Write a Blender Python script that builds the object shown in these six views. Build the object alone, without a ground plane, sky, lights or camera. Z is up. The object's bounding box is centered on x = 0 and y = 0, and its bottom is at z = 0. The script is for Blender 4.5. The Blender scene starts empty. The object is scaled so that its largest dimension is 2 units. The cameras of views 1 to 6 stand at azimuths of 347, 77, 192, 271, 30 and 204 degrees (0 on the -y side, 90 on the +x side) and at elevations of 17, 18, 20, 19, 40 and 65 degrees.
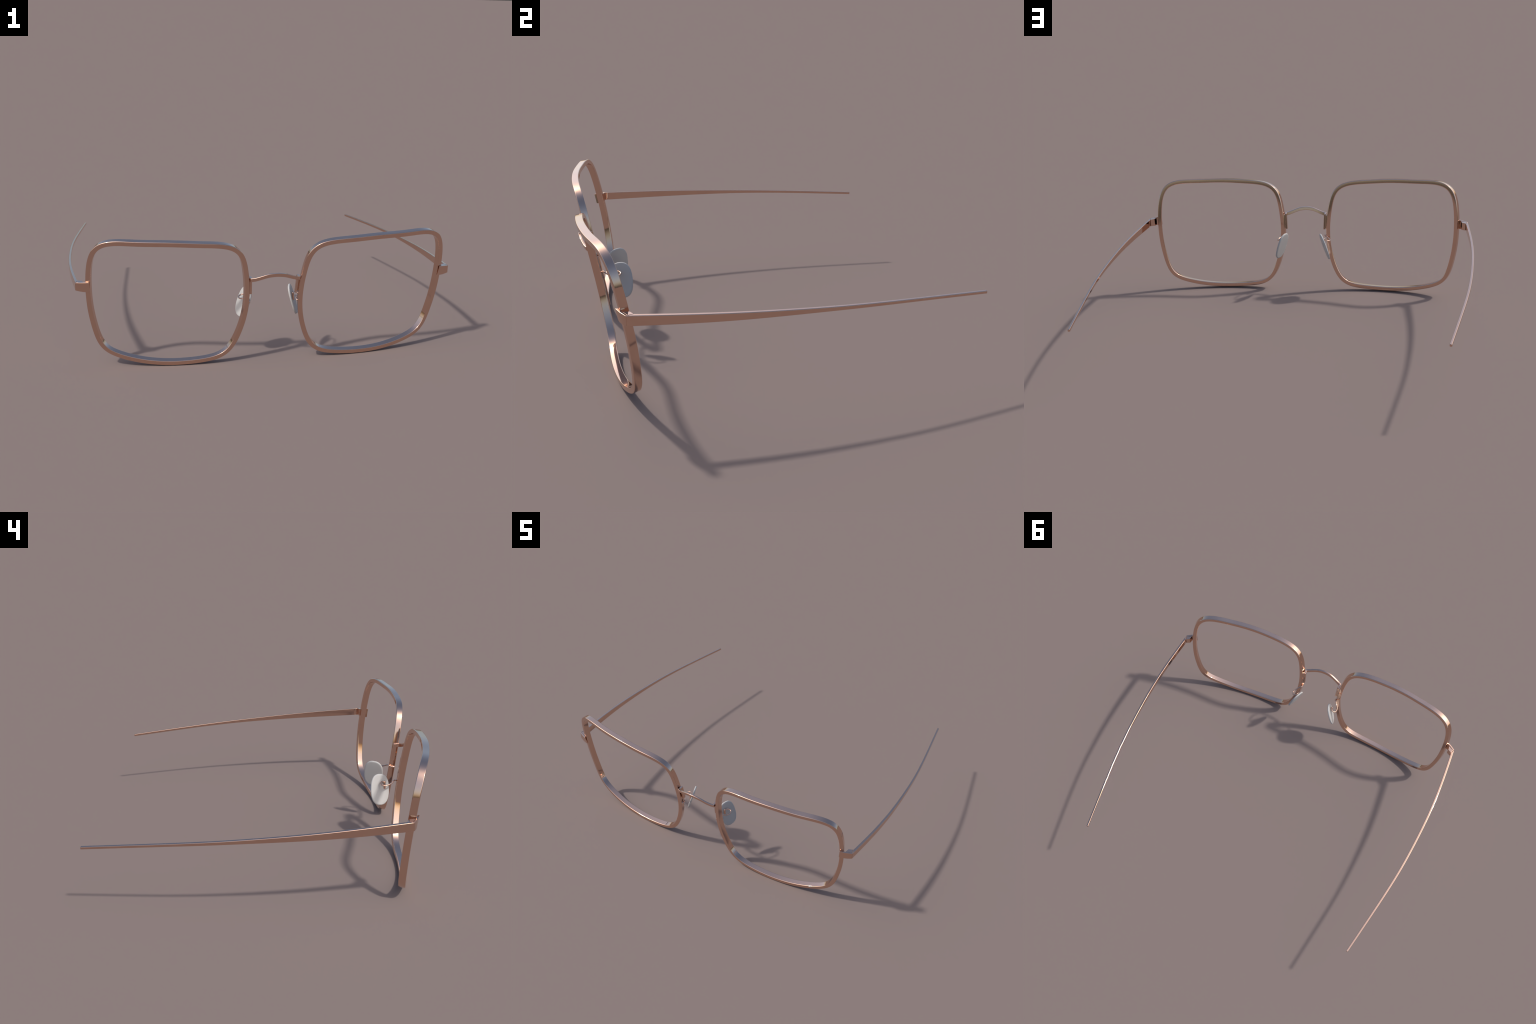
"""Rose-gold wire-frame spectacles: two rims, bridge, nose pads, hinged temples.
The frame is mirror-symmetric about x = 0; everything is described for the +x half
and mirrored by the sign argument `sx`."""
import bpy, bmesh, math
from mathutils import Vector, Matrix

# ------------------------------------------------------------------ materials
def make_metal():
    m = bpy.data.materials.new("polished_rose_gold"); m.use_nodes = True
    nt = m.node_tree; b = nt.nodes["Principled BSDF"]
    b.inputs["Metallic"].default_value = 1.0
    co = nt.nodes.new("ShaderNodeTexCoord")
    nz = nt.nodes.new("ShaderNodeTexNoise"); nz.inputs["Scale"].default_value = 9.0
    nz.inputs["Detail"].default_value = 3.0
    nt.links.new(co.outputs["Object"], nz.inputs["Vector"])
    cr = nt.nodes.new("ShaderNodeValToRGB")
    cr.color_ramp.elements[0].position = 0.35; cr.color_ramp.elements[0].color = METAL_LO
    cr.color_ramp.elements[1].position = 0.65; cr.color_ramp.elements[1].color = METAL_HI
    nt.links.new(nz.outputs["Fac"], cr.inputs["Fac"])
    nt.links.new(cr.outputs["Color"], b.inputs["Base Color"])
    mr = nt.nodes.new("ShaderNodeMapRange")
    mr.inputs["To Min"].default_value = 0.045; mr.inputs["To Max"].default_value = 0.065
    nt.links.new(nz.outputs["Fac"], mr.inputs["Value"])
    nt.links.new(mr.outputs["Result"], b.inputs["Roughness"])
    return m

def make_pad_material():
    m = bpy.data.materials.new("milky_white_silicone"); m.use_nodes = True
    nt = m.node_tree; b = nt.nodes["Principled BSDF"]
    co = nt.nodes.new("ShaderNodeTexCoord")
    nz = nt.nodes.new("ShaderNodeTexNoise"); nz.inputs["Scale"].default_value = 14.0
    nt.links.new(co.outputs["Object"], nz.inputs["Vector"])
    cr = nt.nodes.new("ShaderNodeValToRGB")
    cr.color_ramp.elements[0].color = (0.465, 0.458, 0.448, 1)
    cr.color_ramp.elements[1].color = (0.490, 0.483, 0.473, 1)
    nt.links.new(nz.outputs["Fac"], cr.inputs["Fac"])
    nt.links.new(cr.outputs["Color"], b.inputs["Base Color"])
    b.inputs["Roughness"].default_value = 0.5
    b.inputs["Specular IOR Level"].default_value = 0.35
    tr = nt.nodes.new("ShaderNodeBsdfTranslucent")          # light glows through the thin pad
    tr.inputs["Color"].default_value = (0.95, 0.94, 0.92, 1)
    mx_ = nt.nodes.new("ShaderNodeMixShader"); mx_.inputs["Fac"].default_value = 0.19
    nt.links.new(b.outputs["BSDF"], mx_.inputs[1]); nt.links.new(tr.outputs["BSDF"], mx_.inputs[2])
    nt.links.new(mx_.outputs["Shader"], nt.nodes["Material Output"].inputs["Surface"])
    return m

METAL_LO = (0.715, 0.485, 0.380, 1)
METAL_HI = (0.735, 0.505, 0.395, 1)
METAL = make_metal()
PAD = make_pad_material()

# ------------------------------------------------------------------ helpers
def spline(knots, values, t):
    """natural cubic spline through (knots, values) evaluated at t"""
    n = len(knots); h = [knots[i + 1] - knots[i] for i in range(n - 1)]
    a = [0.0] * n; b = [1.0] * n; c = [0.0] * n; d = [0.0] * n
    for i in range(1, n - 1):
        a[i] = h[i - 1]; b[i] = 2 * (h[i - 1] + h[i]); c[i] = h[i]
        d[i] = 6 * ((values[i + 1] - values[i]) / h[i] - (values[i] - values[i - 1]) / h[i - 1])
    for i in range(1, n):
        w = a[i] / b[i - 1]; b[i] -= w * c[i - 1]; d[i] -= w * d[i - 1]
    m = [0.0] * n; m[-1] = d[-1] / b[-1]
    for i in range(n - 2, -1, -1):
        m[i] = (d[i] - c[i] * m[i + 1]) / b[i]
    j = 0
    while j < n - 2 and t > knots[j + 1]:
        j += 1
    u, v = knots[j + 1] - t, t - knots[j]
    return ((m[j] * u ** 3 + m[j + 1] * v ** 3) / (6 * h[j])
            + (values[j] / h[j] - m[j] * h[j] / 6) * u
            + (values[j + 1] / h[j] - m[j + 1] * h[j] / 6) * v)

def new_object(name, bm, parent, material, origin=None, smooth=True, flip=False):
    if flip:
        bmesh.ops.reverse_faces(bm, faces=bm.faces[:])
    if origin is not None:
        bmesh.ops.translate(bm, verts=bm.verts[:], vec=-Vector(origin))
    me = bpy.data.meshes.new(name); bm.to_mesh(me); bm.free()
    me.materials.append(material)
    for p in me.polygons:
        p.use_smooth = smooth
    ob = bpy.data.objects.new(name, me)
    bpy.context.scene.collection.objects.link(ob)
    if origin is not None:
        ob.location = origin
    ob.parent = parent
    return ob

def bevelled(ob, width, segments=3):
    b = ob.modifiers.new("edge_round", "BEVEL")
    b.width = width; b.segments = segments; b.limit_method = 'ANGLE'
    b.angle_limit = math.radians(35); b.harden_normals = True
    return ob

def loft(rings, cap=True):
    """bmesh skin through closed rings of equal vertex count"""
    bm = bmesh.new()
    vr = [[bm.verts.new(p) for p in r] for r in rings]
    n = len(rings[0])
    for a, b in zip(vr, vr[1:]):
        for i in range(n):
            bm.faces.new((a[i], a[(i + 1) % n], b[(i + 1) % n], b[i]))
    if cap:
        bm.faces.new(vr[0][::-1]); bm.faces.new(vr[-1])
    bmesh.ops.recalc_face_normals(bm, faces=bm.faces[:])
    return bm

def tube(path, radius, sides=14, taper=None):
    """round wire along a list of points, with domed ends"""
    P = [Vector(p) for p in path]
    n = len(P); T = []
    for i in range(n):
        T.append((P[min(i + 1, n - 1)] - P[max(i - 1, 0)]).normalized())
    up = Vector((0.1, 0.2, 1)); up = (up - T[0] * up.dot(T[0])).normalized()
    rings = []
    def ring(c, t, r):
        nonlocal up
        up = (up - t * up.dot(t)).normalized(); s = t.cross(up)
        return [c + (up * math.cos(a) + s * math.sin(a)) * r
                for a in (2 * math.pi * k / sides for k in range(sides))]
    r0 = radius if taper is None else taper(0.0)
    r1 = radius if taper is None else taper(1.0)
    for k in (80, 55, 28):
        a = math.radians(k); rings.append(ring(P[0] - T[0] * r0 * math.sin(a) * 0.7, T[0], r0 * math.cos(a)))
    for i in range(n):
        rings.append(ring(P[i], T[i], radius if taper is None else taper(i / (n - 1))))
    for k in (28, 55, 80):
        a = math.radians(k); rings.append(ring(P[-1] + T[-1] * r1 * math.sin(a) * 0.7, T[-1], r1 * math.cos(a)))
    return loft(rings)

def through(points, steps):
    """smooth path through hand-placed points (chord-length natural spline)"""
    k = [0.0]
    for a, b in zip(points, points[1:]):
        k.append(k[-1] + (Vector(b) - Vector(a)).length)
    out = []
    for i in range(steps + 1):
        t = k[-1] * i / steps
        out.append(tuple(spline(k, [p[c] for p in points], t) for c in range(3)))
    return out

def mx(p, sx):
    return Vector((p[0] * sx, p[1], p[2]))

def mirror_ring(ring, sx):
    return [mx(p, sx) for p in ring]

# ------------------------------------------------------------------ rim
# Outer front edge of the rim: a superellipse whose radius is swelled or drawn in
# a little at 28 even steps round the lens centre (from the temple side, upwards).
RIM_HALF_WIDTH, RIM_HALF_HEIGHT, RIM_POWER = 0.3764, 0.3446, 5.247
RIM_SWELL = [0.0195, 0.0324, 0.0287, 0.0118, -0.01, -0.0191, -0.011, -0.0025, -0.0028, -0.0073, 0.0028, 0.0331, 0.0684, 0.1031, 0.1137, 0.089, 0.0319, -0.0249, -0.0449, -0.0329, -0.0171, -0.0134, -0.0252, -0.0557, -0.0922, -0.0991, -0.0626, -0.0133]
RIM_CENTRE = (0.5485, -0.7426, 0.3376)
TILT, WRAP, ROLL = (0.1582, 0.1308, 0.0478)
KU, KV, KU3, KUV, KUUV, KV3, KUVV = (0.2886, 0.0028, -0.0649, -0.0097, 0.0043, 0.0558, -0.1032)
BAND_LEAN = math.radians(8.5)
RIM_WIDTH = 0.0237      # seen from the front
RIM_DEPTH = 0.0337      # along the lens normal

def rim_radius(a):
    n = len(RIM_SWELL)
    x = (a / (2 * math.pi)) * n
    ks = list(range(math.floor(x) - 5, math.floor(x) + 7))
    swell = spline(ks, [RIM_SWELL[k % n] for k in ks], x)
    base = ((abs(math.cos(a)) / RIM_HALF_WIDTH) ** RIM_POWER
            + (abs(math.sin(a)) / RIM_HALF_HEIGHT) ** RIM_POWER) ** (-1 / RIM_POWER)
    return base * (1 + swell)

def rim_outline(steps):
    pts = []
    for i in range(steps):
        a = 2 * math.pi * i / steps
        r = rim_radius(a); pts.append((r * math.cos(a), r * math.sin(a)))
    return pts

def lens_surface(u, v, depth):
    """point on the bent lens plane, pushed back by depth, in world space (+x rim)"""
    y = KU*u*u + KV*v*v + KUV*u*v + KU3*u**3 + KUUV*u*u*v + KV3*v**3 + KUVV*u*v*v
    n = Vector((-(2*KU*u + KUV*v + 3*KU3*u*u + 2*KUUV*u*v + KUVV*v*v), 1.0,
                -(2*KV*v + KUV*u + KUUV*u*u + 3*KV3*v*v + 2*KUVV*u*v))).normalized()
    R = Matrix.Rotation(WRAP, 3, 'Z') @ Matrix.Rotation(TILT, 3, 'X') @ Matrix.Rotation(-ROLL, 3, 'Y')
    n = R @ n                                  # the band leans by the same angle all the way round
    flat = Vector((n.x, n.y, 0)).normalized()
    n = flat * math.cos(BAND_LEAN) + Vector((0, 0, math.sin(BAND_LEAN)))
    return R @ Vector((u, y, v)) + Vector(RIM_CENTRE) + n * depth

def rim_profile():
    """closed cross-section (inset, depth, normal) with rounded edges"""
    w, d = RIM_WIDTH, RIM_DEPTH
    corners = [((0, 0), 0.0032), ((0.0, d), 0.0040), ((w, d), 0.0040), ((w, 0), 0.0024)]
    crown = math.radians(0.5)      # faint bulge of the flats, carried by the normals
    mid_dirs = [(-1, 0), (0, 1), (1, 0), (0, -1)]   # outward normals of the sides: outer, back, inner, front
    prof = []
    seg = 4
    for k, ((cx, cy), r) in enumerate(corners):
        n0 = mid_dirs[(k - 1) % 4]; n1 = mid_dirs[k]
        ox = cx - (n0[0] + n1[0]) * r; oy = cy - (n0[1] + n1[1]) * r
        for s in range(seg + 1):
            t = s / seg * math.pi / 2
            px = n0[0] * math.cos(t) + n1[0] * math.sin(t)
            py = n0[1] * math.cos(t) + n1[1] * math.sin(t)
            t = crown + (math.pi / 2 - 2 * crown) * s / seg
            nx = n0[0] * math.cos(t) + n1[0] * math.sin(t)
            ny = n0[1] * math.cos(t) + n1[1] * math.sin(t)
            prof.append((ox + px * r, oy + py * r, nx, ny))
    return prof

def build_rim(sx, parent):
    N = 360
    out = rim_outline(N); prof = rim_profile(); M = len(prof)
    bm = bmesh.new(); rows = []; normals = []
    for i in range(N):
        p0 = out[i - 1]; p1 = out[(i + 1) % N]
        tu, tv = p1[0] - p0[0], p1[1] - p0[1]
        l = math.hypot(tu, tv); nu, nv = tv / l, -tu / l          # outward
        u, v = out[i]; row = []
        for (ins, dep, nx, ny) in prof:
            q = lens_surface(u - nu * ins, v - nv * ins, dep)
            e = 1e-3
            dn = (lens_surface(u - nu * (ins + e), v - nv * (ins + e), dep) - q) / e
            dd = (lens_surface(u - nu * ins, v - nv * ins, dep + e) - q) / e
            row.append(bm.verts.new(mx(q, sx)))
            normals.append(mx((dn * nx + dd * ny).normalized(), sx))
        rows.append(row)
    for i in range(N):
        a, b = rows[i], rows[(i + 1) % N]
        for k in range(M):
            bm.faces.new((a[k], a[(k + 1) % M], b[(k + 1) % M], b[k]))
    bmesh.ops.recalc_face_normals(bm, faces=bm.faces[:])
    ob = new_object("rim", bm, parent, METAL)
    ob.data.normals_split_custom_set_from_vertices(normals)
    return ob

# ------------------------------------------------------------------ bridge
def build_bridge(parent):
    """flat bar, arched up and forward between the two rims"""
    half, height, thick = 0.1285, 0.0200, 0.0120
    kx = [0.0, 0.020, 0.045, 0.075, 0.092, 0.108, 0.1285]
    kz = [0.4990, 0.4980, 0.4940, 0.4840, 0.4780, 0.4730, 0.4690]
    rings = []; n = 64
    for i in range(n + 1):
        x = -half + 2 * half * i / n
        z = spline([-k for k in kx[:0:-1]] + kx, kz[:0:-1] + kz, x)
        f = (x / 0.128) ** 2
        y = -0.7966 + 0.0262 * f
        dy = 2 * 0.0262 * x / 0.128 ** 2
        nrm = Vector((dy, -1, 0)).normalized()
        lean = 0.19 * height                       # leans forward like the lenses
        a = Vector((x, y, z)); b = a + Vector((0, lean, -height))
        rings.append([a, b, b - nrm * thick, a - nrm * thick])
    ob = new_object("bridge", loft(rings), parent, METAL)
    return bevelled(ob, 0.0030, 4)

def box(ring_a, ring_b):
    return loft([ring_a, ring_b])

def build_bracket(sx, parent):
    """upright tab that carries the bridge, with its solder strip against the rim"""
    th, dp = 0.0115, 0.019
    top = Vector((0.1160, -0.7510, 0.4690)); bot = Vector((0.1118, -0.7358, 0.3755))
    def section(p, dx0, dx1, dy0, dy1):
        return [p + Vector((dx0, dy0, 0)), p + Vector((dx1, dy0, 0)),
                p + Vector((dx1, dy1, 0)), p + Vector((dx0, dy1, 0))]
    o = mx((0.118, -0.76, 0.42), sx)
    tab = new_object("bridge_bracket", box(mirror_ring(section(bot, 0, th, 0, dp), sx),
                     mirror_ring(section(top, 0, th, 0, dp), sx)), parent, METAL, o)
    bevelled(tab, 0.0022)
    a = bot.lerp(top, 0.06); b = bot.lerp(top, 0.93)
    strip = new_object("solder_strip", box(mirror_ring(section(a, th - 0.001, th + 0.010, 0.006, 0.019), sx),
                       mirror_ring(section(b, th - 0.001, th + 0.008, 0.006, 0.019), sx)), tab, METAL)
    strip.matrix_parent_inverse = tab.matrix_basis.inverted()
    bevelled(strip, 0.0015, 2)
    c = top + Vector((0, -0.0125, -0.0195)); e = top + Vector((0.0003, -0.0145, 0.0003))
    lug = new_object("bridge_lug", box(mirror_ring(section(c, 0.001, th, 0, 0.020), sx),
                     mirror_ring(section(e, 0.001, th, 0, 0.020), sx)), tab, METAL)
    lug.matrix_parent_inverse = tab.matrix_basis.inverted()
    bevelled(lug, 0.0018, 2)
    return tab

# ------------------------------------------------------------------ nose pad
PAD_CENTRE = Vector((0.1312, -0.6233, 0.2984))
PAD_LONG = Vector((-0.3032, -0.0291, 0.9529)).normalized()
_w = Vector((0.322, 0.9377, 0.131)); PAD_WIDE = (_w - PAD_LONG * _w.dot(PAD_LONG)).normalized()
PAD_NORMAL = PAD_LONG.cross(PAD_WIDE).normalized()         # towards the nose
PAD_A, PAD_B, PAD_EXP, PAD_THICK = 0.0821, 0.0530, 2.48, 0.0105

def pad_outline(scale_in, k, n=72):
    pts = []
    for i in range(n):
        t = 2 * math.pi * i / n; c, s = math.cos(t), math.sin(t)
        a = (PAD_A - scale_in) * math.copysign(abs(c) ** (2 / PAD_EXP), c)
        b = (PAD_B - scale_in) * math.copysign(abs(s) ** (2 / PAD_EXP), s)
        b *= 1 + 0.0086 * c
        pts.append(PAD_CENTRE + PAD_LONG * a + PAD_WIDE * b + PAD_NORMAL * k)
    return pts

def build_pad(sx, parent):
    h = PAD_THICK / 2; r = h * 0.98
    rings = []
    for ins in (0.046, 0.036, 0.024, 0.012):                     # rear face, slightly domed
        rings.append(pad_outline(ins, -h + 0.0006 * (ins / 0.046) ** 2))
    for k in range(0, 9):
        a = math.radians(-90 + 180 * k / 8)
        rings.append(pad_outline(r * (1 - math.cos(a)), h * math.sin(a)))
    for ins in (0.012, 0.024, 0.036, 0.046):
        rings.append(pad_outline(ins, h + 0.0006 * (ins / 0.046) ** 2))
    bm = loft([mirror_ring(q, sx) for q in rings])
    return new_object("nose_pad", bm, parent, PAD, mx(PAD_CENTRE, sx))

GUARD_PATH = [(0.1225, -0.7300, 0.3335), (0.1205, -0.7180, 0.3385), (0.1222, -0.7070, 0.3440), (0.1295, -0.6975, 0.3445),
              (0.1400, -0.6870, 0.3380), (0.1525, -0.6710, 0.3322), (0.1598, -0.6500, 0.3288),
              (0.1580, -0.6350, 0.3310), (0.1480, -0.6258, 0.3355), (0.1352, -0.6285, 0.3395),
              (0.1268, -0.6385, 0.3400), (0.1238, -0.6480, 0.3385)]

def build_guard_arm(sx, parent):
    """hooked wire from rim to pad, with rim solder stub and pad mounting post"""
    arm = new_object("pad_arm", tube([mx(p, sx) for p in through(GUARD_PATH, 90)], 0.0039),
                     parent, METAL)
    stub = tube([mx(p, sx) for p in [(0.1248, -0.7360, 0.3335), (0.1250, -0.7260, 0.3330), (0.1252, -0.7160, 0.3325)]], 0.0050)
    new_object("solder_stub", stub, arm, METAL)
    post = tube([mx(p, sx) for p in [(0.1236, -0.6490, 0.3400), (0.1246, -0.6488, 0.3200), (0.1270, -0.6484, 0.3030)]], 0.0055, 16)
    new_object("pad_post", post, arm, METAL)
    return arm

# ------------------------------------------------------------------ end piece and hinge
CORNER = Vector((0.9734, -0.6570))
BACK_OUT = Vector((0.9607, -0.6270))
BACK_IN = Vector((0.9385, -0.6392))
FRONT_IN = Vector((0.9338, -0.6670))
PLATE_DIR = Vector((0.888, 0.460)).normalized()
PLATE_IN = Vector((-0.460, 0.888)).normalized()            # from front face towards the back

def p3(q, z):
    return Vector((q[0], q[1], z))

def build_endpiece(sx, parent):
    """bent plate soldered on the rim front, running out to the hinge"""
    L = 0.0735; thick = 0.0095; n = 14
    rings = []
    for i in range(n + 1):
        f = SEAM / L + (1 - SEAM / L) * i / n          # 0 at the hinge corner, 1 on the rim
        bow = 0.0022 * math.sin(math.pi * f)           # front face bulges a little
        q = CORNER - PLATE_DIR * (L * f) - PLATE_IN * bow
        zt, zb = plate_top(f), plate_bottom(f)
        ft = q; fb = q + PLATE_IN * 0.011 * f          # bottom leans back with the lens tilt
        back = PLATE_IN * thick + PLATE_DIR * (0.008 * f)   # inner end is cut obliquely
        rings.append([p3(ft, zt), p3(fb, zb), p3(fb + back, zb), p3(ft + back, zt)])
    plate = new_object("end_piece", loft([mirror_ring(r, sx) for r in rings]), parent, METAL,
                       mx((0.94, -0.67, 0.435), sx))
    bevelled(plate, 0.0018)
    return plate

SEAM = 0.0

def plate_top(f):
    return 0.4530 + 0.0085 * f

def plate_bottom(f):
    return 0.4130 - 0.0060 * math.sin(math.pi / 2 * min(1, f * 1.35)) + 0.001 * f

def build_hinge(sx, parent):
    """solid knuckle wrapping the corner, behind the plate and inside the temple"""
    plan = [CORNER - PLATE_DIR * 0.002 + PLATE_IN * 0.009, BACK_OUT, BACK_IN, FRONT_IN]
    lean = PLATE_IN * 0.0015
    top = [p3(q, 0.4530 + 0.07 * (CORNER[0] - q[0])) for q in plan]
    bot = [p3(q + lean, 0.4112) for q in plan]
    ob = new_object("hinge_knuckle", box(mirror_ring(bot, sx), mirror_ring(top, sx)), parent, METAL)
    ob.matrix_parent_inverse = parent.matrix_basis.inverted()
    return bevelled(ob, 0.0012, 2)

# ------------------------------------------------------------------ temple
T_Y0, T_Y1 = -0.6567, 0.8065
TEMPLE_X = ([0, .15, .3, .45, .58, .68, .8, 1.0],
            [0.9733, 0.9920, 1.0000, 0.9940, 0.9806, 0.9633, 0.9368, 0.8890])
TEMPLE_Z = ([0, .25, .5, .75, 1.0], [0.4537, 0.4322, 0.4103, 0.3892, 0.3667])
TEMPLE_H = ([0, .25, .5, .75, 1.0], [0.0420, 0.0318, 0.0187, 0.0132, 0.0122])

def temple_section(s):
    x = spline(*TEMPLE_X, s); z = spline(*TEMPLE_Z, s); h = spline(*TEMPLE_H, s)
    dx = (spline(*TEMPLE_X, s + 1e-3) - spline(*TEMPLE_X, s - 1e-3)) / (2e-3 * (T_Y1 - T_Y0))
    y = T_Y0 + s * (T_Y1 - T_Y0)
    inward = Vector((-1, dx, 0)).normalized()
    th = 0.0145 - 0.0030 * s
    return Vector((x, y, z)), inward, th, h

def build_temple(sx, parent):
    rings = []; n = 72
    p, inward, th, h = temple_section(0.0)
    # root cut obliquely, from the outer corner to the back of the hinge
    rings.append([p3(CORNER, p.z), p3(CORNER, p.z - h), p3(BACK_OUT, p.z - h), p3(BACK_OUT, p.z)])
    for i in range(n + 1):
        s = 0.036 + (1 - 0.036) * i / n
        p, inward, th, h = temple_section(s)
        a = p; d = Vector((0, 0, h)); b = p + inward * th
        crown = Vector((0, 0, 0.0016))                 # top face falls slightly outwards
        rings.append([a, a - d, b - d, b + crown])
    ob = new_object("temple", loft([mirror_ring(r, sx) for r in rings]), parent, METAL,
                    mx((CORNER[0], CORNER[1], 0.44), sx))
    bevelled(ob, 0.0027)
    build_hinge(sx, ob)
    return ob

# ------------------------------------------------------------------ assemble
glasses = bpy.data.objects.new("eyeglasses", None)
bpy.context.scene.collection.objects.link(glasses)
glasses["label"] = "rose gold metal eyeglass frame with rounded square rims and white nose pads"
glasses["category"] = "eyeglasses"

build_bridge(glasses)
for sx in (1, -1):
    build_rim(sx, glasses)
    build_bracket(sx, glasses)
    build_pad(sx, glasses)
    build_guard_arm(sx, glasses)
    build_endpiece(sx, glasses)
    build_temple(sx, glasses)
